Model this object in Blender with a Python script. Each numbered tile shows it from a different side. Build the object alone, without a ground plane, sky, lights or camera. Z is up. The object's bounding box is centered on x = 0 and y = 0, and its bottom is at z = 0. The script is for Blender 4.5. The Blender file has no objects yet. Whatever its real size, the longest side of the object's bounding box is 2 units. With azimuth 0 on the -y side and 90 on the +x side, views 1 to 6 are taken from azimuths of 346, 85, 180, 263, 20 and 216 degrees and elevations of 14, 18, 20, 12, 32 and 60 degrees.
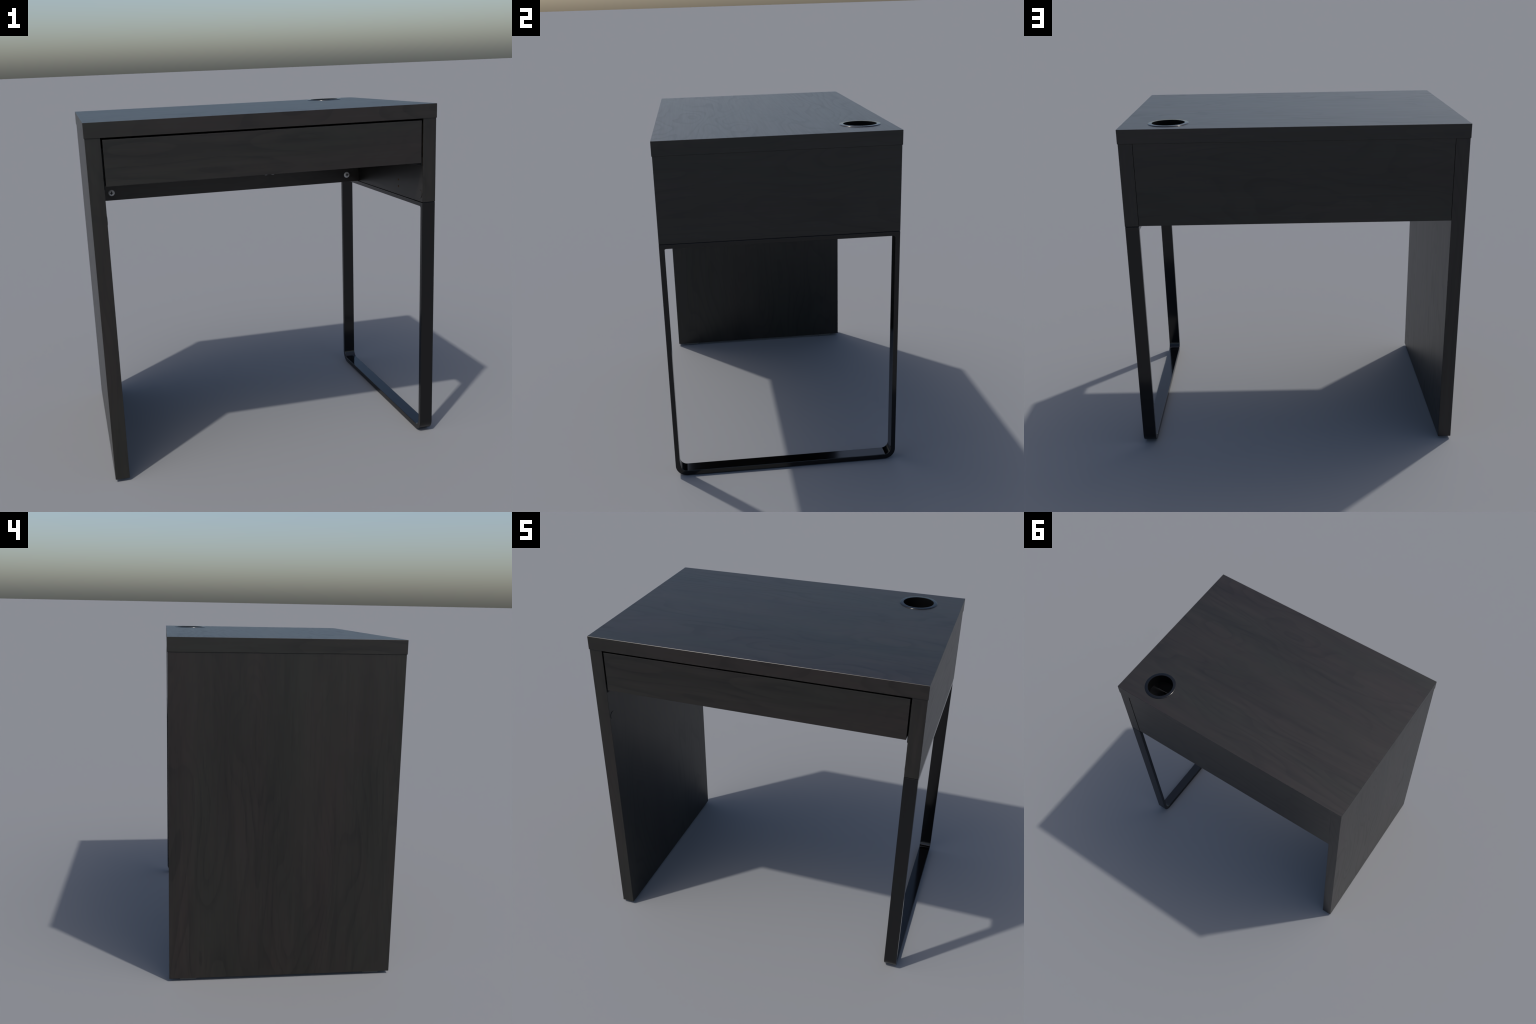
# Small writing desk: dark wood-grain slab top with a cable grommet, a full
# side panel on the left, a half-height panel on a looped steel frame on the
# right, one wide drawer, and a cable compartment behind it.
import bpy, bmesh, math
from mathutils import Vector, Matrix

# ------------------------------------------------------------------ sizes
TOP_X, TOP_Y = 0.9733, 0.6635          # half width / half depth of the top
TOP_Z0, TOP_Z1 = 1.9162, 1.9960        # slab under / upper side
PANEL_OUT, PANEL_IN = 0.9705, 0.8915   # side panels, |x|
PANEL_Y = 0.6605                       # half depth of the side panels
PANEL_TOP = 1.9168
LEFT_BOTTOM = 0.0145                   # left panel floats on glides
RIGHT_BOTTOM = 1.4402
FRAME_Y, FRAME_BOTTOM, FRAME_TOP = 0.6610, 0.0015, 1.4372
FRAME_T = 0.0262                       # bar thickness in the loop's plane
DRAWER_X, DRAWER_Z0, DRAWER_Z1 = 0.8822, 1.6672, 1.9060
INNER_Y0, INNER_Y1 = 0.3100, 0.3270    # partition behind the drawer
HOLE_X, HOLE_Y = 0.7085, 0.4870        # grommet centre
GROM_R, GROM_HOLE = 0.1170, 0.0928


# -------------------------------------------------------------- materials
def new_material(name):
    m = bpy.data.materials.new(name)
    m.use_nodes = True
    nt = m.node_tree
    return m, nt.nodes, nt.links, nt.nodes["Principled BSDF"]


def wood_material(name, axis, shift):
    """Dark brown-black wood laminate whose grain runs along one axis.
    Growth rings are contour lines of a noise stretched along the grain."""
    m, N, L, bsdf = new_material(name)
    tc = N.new("ShaderNodeTexCoord")
    place = N.new("ShaderNodeMapping")
    place.inputs["Location"].default_value = shift
    L.new(tc.outputs["Object"], place.inputs["Vector"])

    def stretched(along, across):
        mp = N.new("ShaderNodeMapping")
        s = [across] * 3
        s["xyz".index(axis)] = along
        mp.inputs["Scale"].default_value = s
        L.new(place.outputs[0], mp.inputs["Vector"])
        return mp

    def noise(along, across, detail, rough, distort=0.0):
        n = N.new("ShaderNodeTexNoise")
        n.inputs["Scale"].default_value = 1.0
        n.inputs["Detail"].default_value = detail
        n.inputs["Roughness"].default_value = rough
        n.inputs["Distortion"].default_value = distort
        L.new(stretched(along, across).outputs[0], n.inputs["Vector"])
        return n.outputs["Fac"]

    def math_node(op, a, b):
        n = N.new("ShaderNodeMath")
        n.operation = op
        for i, v in enumerate((a, b)):
            if isinstance(v, (int, float)):
                n.inputs[i].default_value = v
            else:
                L.new(v, n.inputs[i])
        return n.outputs[0]

    def smooth(v, lo, hi, a, b):
        n = N.new("ShaderNodeMapRange")
        n.interpolation_type = 'SMOOTHSTEP'
        L.new(v, n.inputs["Value"])
        n.inputs["From Min"].default_value = lo
        n.inputs["From Max"].default_value = hi
        n.inputs["To Min"].default_value = a
        n.inputs["To Max"].default_value = b
        return n.outputs[0]

    # cathedral figure: contour bands of a soft stretched field
    field = noise(0.75, 3.0, 1.6, 0.42, 0.25)
    rings = math_node('FRACT', math_node('MULTIPLY', field, 17.0), 0.0)
    late = smooth(rings, 0.45, 0.97, 0.0, 1.0)
    early = smooth(rings, 0.97, 1.0, 0.0, 1.0)
    line = math_node('SUBTRACT', late, early)
    where = smooth(noise(0.9, 2.6, 2.0, 0.5), 0.36, 0.62, 0.25, 1.0)
    line = math_node('MULTIPLY', line, where)
    # short pores and long fine fibres
    fibre = smooth(noise(3.0, 70.0, 3.0, 0.6), 0.30, 0.70, -1.0, 1.0)
    pore = smooth(noise(9.0, 130.0, 2.0, 0.5), 0.56, 0.70, 0.0, 1.0)
    streak = smooth(noise(1.1, 26.0, 3.5, 0.55, 0.2), 0.32, 0.72, -1.0, 1.0)
    plank = smooth(noise(0.55, 4.5, 2.5, 0.5, 0.3), 0.30, 0.70, -1.0, 1.0)

    value = math_node('MULTIPLY_ADD', line, -0.33)
    value.node.inputs[2].default_value = 1.05
    for v, k in ((fibre, 0.10), (pore, -0.14), (streak, 0.08), (plank, 0.17)):
        ma = math_node('MULTIPLY_ADD', v, k)
        L.new(value, ma.node.inputs[2])
        value = ma

    # faint drift between a warm and a neutral dark
    tint = N.new("ShaderNodeValToRGB")
    L.new(noise(0.8, 3.4, 3.0, 0.55, 0.4), tint.inputs["Fac"])
    tint.color_ramp.elements[0].position = 0.36
    tint.color_ramp.elements[0].color = (0.0131, 0.0124, 0.0096, 1)
    tint.color_ramp.elements[1].position = 0.66
    tint.color_ramp.elements[1].color = (0.0166, 0.0123, 0.0106, 1)
    col = N.new("ShaderNodeVectorMath")
    col.operation = 'SCALE'
    L.new(tint.outputs["Color"], col.inputs[0])
    L.new(value, col.inputs["Scale"])
    L.new(col.outputs[0], bsdf.inputs["Base Color"])

    rg = math_node('MULTIPLY_ADD', fibre, 0.012)
    rg.node.inputs[2].default_value = WOOD_ROUGH
    rg2 = math_node('MULTIPLY_ADD', line, 0.024)
    L.new(rg, rg2.node.inputs[2])
    L.new(rg2, bsdf.inputs["Roughness"])
    bsdf.inputs["Specular IOR Level"].default_value = WOOD_SPEC
    return m


def plain_material(name, color, rough, metallic=0.0, spec=0.5, grain=0.06):
    m, N, L, bsdf = new_material(name)
    tc = N.new("ShaderNodeTexCoord")
    n = N.new("ShaderNodeTexNoise")
    n.inputs["Scale"].default_value = 60.0
    n.inputs["Detail"].default_value = 3.0
    L.new(tc.outputs["Object"], n.inputs["Vector"])
    ramp = N.new("ShaderNodeValToRGB")
    L.new(n.outputs["Fac"], ramp.inputs["Fac"])
    for e, k in zip(ramp.color_ramp.elements, (1 - grain, 1 + grain)):
        e.color = tuple(c * k for c in color) + (1,)
    L.new(ramp.outputs["Color"], bsdf.inputs["Base Color"])
    bsdf.inputs["Roughness"].default_value = rough
    bsdf.inputs["Metallic"].default_value = metallic
    bsdf.inputs["Specular IOR Level"].default_value = spec
    return m


WOOD_ROUGH, WOOD_SPEC = 0.35, 0.5
WX = wood_material("wood_grain_lengthwise", 'x', (0.37, 0.11, 0.0))
WY = wood_material("wood_grain_crosswise", 'y', (1.7, 0.6, 2.3))
WZ = wood_material("wood_grain_upright", 'z', (3.1, 2.2, 0.4))
WF = wood_material("wood_grain_drawer", 'x', (5.3, 4.1, 1.9))
STEEL = plain_material("black_painted_steel", (0.0010, 0.0010, 0.0011), 0.12)
PLASTIC = plain_material("black_plastic", (0.0010, 0.0010, 0.0012), 0.20)
SLEEVE = plain_material("black_matt_plastic", (0.0010, 0.0010, 0.0010), 0.6, spec=0.12)
DULL = plain_material("black_dull_plastic", (0.003, 0.003, 0.003), 0.5, spec=0.3)
ZINC = plain_material("zinc_screw", (0.78, 0.78, 0.79), 0.45, 0.1)
BOARD = plain_material("grey_fibreboard", (0.09, 0.09, 0.088), 0.7)
CLIP = plain_material("grey_clip", (0.30, 0.30, 0.31), 0.5)
GLIDE = plain_material("shade_darkened_glide", (0.11, 0.11, 0.105), 0.5)  # pale plastic, colour lowered to the dimness of the shade below the panel
RAW = plain_material("raw_particle_board", (0.13, 0.075, 0.035), 0.9, spec=0.2, grain=0.3)

# ------------------------------------------------------------------ tools
desk = bpy.data.objects.new("writing_desk", None)
bpy.context.collection.objects.link(desk)
desk["label"] = "dark wood-grain writing desk with drawer and black steel loop leg"
desk["category"] = "desk"


def link(bm, name, mats, parent=desk):
    me = bpy.data.meshes.new(name)
    bm.normal_update()
    bm.to_mesh(me)
    bm.free()
    for m in mats:
        me.materials.append(m)
    ob = bpy.data.objects.new(name, me)
    bpy.context.collection.objects.link(ob)
    ob.parent = parent
    return ob


def box_mesh(lo, hi, bevel=0.0022, segments=2, face_mats=(0, 0, 0)):
    """Box between two corners with softened edges; face_mats gives the
    material slot for faces looking along x, y and z."""
    bm = bmesh.new()
    bmesh.ops.create_cube(bm, size=1.0)
    c = [(a + b) / 2 for a, b in zip(lo, hi)]
    s = [b - a for a, b in zip(lo, hi)]
    for v in bm.verts:
        v.co = Vector([c[i] + v.co[i] * s[i] for i in range(3)])
    if bevel:
        bmesh.ops.bevel(bm, geom=bm.edges[:], offset=bevel, segments=segments,
                        profile=0.5, affect='EDGES', clamp_overlap=True)
    bm.normal_update()
    for f in bm.faces:
        n = [abs(k) for k in f.normal]
        f.material_index = face_mats[n.index(max(n))]
    return bm


def box(name, lo, hi, mats, face_mats=(0, 0, 0), bevel=0.0022, parent=desk, segments=2):
    return link(box_mesh(lo, hi, bevel, segments, face_mats), name, mats, parent)


def lathe(name, profile, mats, origin=(0, 0, 0), axis='z', steps=96, parent=desk, closed=False):
    """Revolve (radius, height) pairs about an axis through origin."""
    bm = bmesh.new()
    rot = {'z': Matrix.Identity(3),
           'x': Matrix.Rotation(math.pi / 2, 3, 'Y'),
           '-x': Matrix.Rotation(-math.pi / 2, 3, 'Y'),
           '-y': Matrix.Rotation(math.pi / 2, 3, 'X')}[axis]
    rings = []
    for r, h in profile:
        if r < 1e-6:
            rings.append([bm.verts.new(rot @ Vector((0, 0, h)) + Vector(origin))])
        else:
            rings.append([bm.verts.new(rot @ Vector((r * math.cos(2 * math.pi * i / steps),
                                                     r * math.sin(2 * math.pi * i / steps), h)) + Vector(origin))
                          for i in range(steps)])
    pairs = list(zip(rings, rings[1:]))
    if closed:
        pairs.append((rings[-1], rings[0]))
    for a, b in pairs:
        for i in range(steps):
            j = (i + 1) % steps
            vs = [a[i % len(a)], a[j % len(a)], b[j % len(b)], b[i % len(b)]]
            vs = list(dict.fromkeys(vs))
            if len(vs) > 2:
                bm.faces.new(vs)
    bmesh.ops.recalc_face_normals(bm, faces=bm.faces[:])
    for f in bm.faces:
        f.smooth = True
    ob = link(bm, name, mats, parent)
    ob.data.set_sharp_from_angle(angle=math.radians(40))
    return ob


def cut(ob, tool):
    """Boolean difference, applied, and drop the tool."""
    mod = ob.modifiers.new("cut", 'BOOLEAN')
    mod.operation = 'DIFFERENCE'
    mod.solver = 'EXACT'
    mod.material_mode = 'TRANSFER'
    mod.object = tool
    dg = bpy.context.evaluated_depsgraph_get()
    me = bpy.data.meshes.new_from_object(ob.evaluated_get(dg))
    ob.modifiers.clear()
    old = ob.data
    me.name = old.name
    ob.data = me
    bpy.data.meshes.remove(old)
    tm = tool.data
    bpy.data.objects.remove(tool)
    bpy.data.meshes.remove(tm)


# ---------------------------------------------------------------- desktop
top = box("desktop", (-TOP_X, -TOP_Y, TOP_Z0), (TOP_X, TOP_Y, TOP_Z1), [WX, WY], (1, 0, 0), bevel=0.0011, segments=1)
cut(top, lathe("hole_tool", [(0, 1.8), (0.1010, 1.8), (0.1010, 2.1), (0, 2.1)], [WX],
               (HOLE_X, HOLE_Y, 0)))

# cable grommet: flat flange with rounded rim and a sleeve through the slab
Zs = TOP_Z1 + 0.0002
lathe("cable_grommet", [(GROM_HOLE, 1.9150), (GROM_HOLE, 1.9990), (GROM_HOLE + 0.0010, 2.0000),
                        (GROM_R - 0.0050, 2.0000), (GROM_R - 0.0024, 1.9993), (GROM_R - 0.0006, 1.9978),
                        (GROM_R, 1.9958), (GROM_R, Zs), (0.0985, Zs), (0.0985, 1.9150)],
      [PLASTIC, SLEEVE], (HOLE_X, HOLE_Y, 0), closed=True)
for f in bpy.data.objects["cable_grommet"].data.polygons:      # matt inside of the sleeve
    c = f.center
    if f.normal.z < 0.95 and math.hypot(c.x - HOLE_X, c.y - HOLE_Y) < GROM_HOLE + 0.006:
        f.material_index = 1

# ------------------------------------------------------------ side panels
box("side_panel", (-PANEL_OUT, -PANEL_Y, LEFT_BOTTOM), (-PANEL_IN, PANEL_Y, PANEL_TOP), [WZ], bevel=0.0018)
box("side_panel", (PANEL_IN, -PANEL_Y, RIGHT_BOTTOM), (PANEL_OUT, PANEL_Y, PANEL_TOP), [WZ, WY], (1, 0, 1), bevel=0.0012)

# glides under the left panel
for y0 in (-0.600, 0.500):
    box("foot_glide", (-0.953, y0, 0.0), (-0.903, y0 + 0.098, LEFT_BOTTOM + 0.001), [GLIDE], bevel=0.003)

# ------------------------------------------------- back panel and partition
box("back_panel", (-PANEL_IN + 0.0005, 0.6170, 1.4418), (PANEL_IN - 0.0005, 0.6573, 1.9168), [WX], bevel=0.0012)
# behind the drawer: a low rail, and an upper board set slightly further back
box("rear_rail", (-0.8911, INNER_Y0, 1.4404), (0.8911, INNER_Y1, 1.5695), [WX], bevel=0.0012)
box("rear_board", (-0.8911, 0.3350, 1.6620), (0.8911, 0.3510, 1.9168), [WX], bevel=0.0008)

# ------------------------------------------------------------- steel frame
def rounded_loop(half, z0, z1, r_low, r_high, steps):
    """Outline of the loop in the y-z plane, same point count for any radii."""
    pts = []
    for cy, cz, r, a0 in ((half - r_low, z0 + r_low, r_low, -90), (half - r_high, z1 - r_high, r_high, 0),
                          (-half + r_high, z1 - r_high, r_high, 90), (-half + r_low, z0 + r_low, r_low, 180)):
        for i in range(steps + 1):
            a = math.radians(a0 + 90 * i / steps)
            pts.append((cy + r * math.cos(a), cz + r * math.sin(a)))
    return pts


def steel_loop(name, x0, x1, mats):
    outer = rounded_loop(FRAME_Y, FRAME_BOTTOM, FRAME_TOP, 0.066, 0.0015, 14)
    inner = rounded_loop(FRAME_Y - FRAME_T, 0.0325, FRAME_TOP - 0.0245, 0.042, 0.013, 14)
    e = 0.0022
    bm = bmesh.new()

    def inset(path, other, d):
        out = []
        for (a, b), (c, f) in zip(path, other):
            v = Vector((c - a, f - b))
            v.normalize()
            out.append((a + v.x * d, b + v.y * d))
        return out
    oi, ii = inset(outer, inner, e), inset(inner, outer, e)
    k = e * 0.30
    oh, ih = inset(outer, inner, k), inset(inner, outer, k)
    section = [(outer, x0 + e), (outer, x1 - e), (oh, x1 - k), (oi, x1), (ii, x1), (ih, x1 - k),
               (inner, x1 - e), (inner, x0 + e), (ih, x0 + k), (ii, x0), (oi, x0), (oh, x0 + k)]
    rings = [[bm.verts.new((x, y, z)) for y, z in path] for path, x in section]
    n = len(outer)
    for a, b in zip(rings, rings[1:] + rings[:1]):
        for i in range(n):
            j = (i + 1) % n
            bm.faces.new((a[i], a[j], b[j], b[i]))
    bmesh.ops.recalc_face_normals(bm, faces=bm.faces[:])
    for f in bm.faces:
        f.smooth = True
    ob = link(bm, name, mats)
    ob.data.set_sharp_from_angle(angle=math.radians(20))
    wn = ob.modifiers.new("flat_bars", 'WEIGHTED_NORMAL')   # keeps the straight bars flat
    wn.weight = 100
    wn.keep_sharp = True
    return ob


steel_loop("frame_leg", 0.8912, 0.9695, [STEEL])
# low glides under the loop
for y in (-0.54, 0.54):
    box("foot_glide", (0.912, y - 0.04, 0.0), (0.951, y + 0.04, FRAME_BOTTOM + 0.001), [DULL], bevel=0.0008)
# dark strip in the narrow joint between the loop and the right panel
box("joint_strip", (0.8950, -0.6585, FRAME_TOP - 0.001), (0.9682, 0.6585, RIGHT_BOTTOM + 0.001), [SLEEVE], bevel=0)

# ----------------------------------------------------------------- drawer
drawer = box("drawer_front", (-DRAWER_X, -0.6600, DRAWER_Z0), (DRAWER_X, -0.6170, DRAWER_Z1), [WF], bevel=0.0010, segments=2)
box("drawer_side", (-0.868, -0.6172, 1.700), (-0.838, 0.290, 1.878), [DULL], parent=drawer)
box("drawer_side", (0.838, -0.6172, 1.700), (0.868, 0.290, 1.878), [DULL], parent=drawer)
box("drawer_back", (-0.8378, 0.262, 1.700), (0.8378, 0.290, 1.878), [DULL], parent=drawer)
box("drawer_bottom", (-0.872, -0.6172, 1.688), (0.872, 0.294, 1.6998), [BOARD], parent=drawer)
for s in (-1, 1):
    a, b = sorted((s * (PANEL_IN + 0.0004), s * 0.8868))
    slide = box("drawer_slide", (a, -0.6540, 1.6480), (b, 0.290, 1.6980), [DULL], bevel=0.003)
    a, b = sorted((s * (PANEL_IN + 0.0004), s * 0.8730))
    box("slide_channel", (a, -0.6160, 1.6690), (b, 0.290, 1.8600), [DULL], bevel=0.001, parent=slide)

# ---------------------------------------------------------------- fittings
# round cover caps near the front edge of both panels
for s, ax in ((-1, 'x'), (1, '-x')):
    for y in (-0.627,):
        lathe("cover_cap", [(0, 0.0020), (0.0244, 0.0020), (0.0250, 0.0014), (0.0251, -0.002), (0, -0.002)],
              [WZ if s < 0 else WY], (s * PANEL_IN, y, 1.4845), ax, steps=40)

# pilot holes showing raw board on the inside of the right panel
for z in (1.5313, 1.4895):
    lathe("pilot_hole", [(0, 0.0006), (0.0062, 0.0006), (0.0066, -0.003), (0, -0.003)],
          [RAW], (PANEL_IN, -0.332, z), '-x', steps=20)


def cross_screw(name, at):
    head = lathe(name, [(0, 0.0070), (0.0090, 0.0066), (0.0156, 0.0046), (0.0197, 0.0010), (0.0197, -0.004), (0, -0.004)],
                 [ZINC], at, '-y', steps=32)
    for w, h in ((0.0108, 0.0030), (0.0030, 0.0108)):
        cut(head, box("cross_tool", (at[0] - w, at[1] - 0.02, at[2] - h),
                      (at[0] + w, at[1] - 0.0020, at[2] + h), [DULL], bevel=0))
    return head


for x in (-0.8005, 0.8010):
    cross_screw("screw", (x, INNER_Y0, 1.4890))

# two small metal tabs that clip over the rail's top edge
for x in (0.2180, 0.2650):
    box("rail_clip", (x, INNER_Y0 - 0.0030, 1.5280), (x + 0.0170, INNER_Y0 + 0.0010, 1.5420), [CLIP], bevel=0.0008)
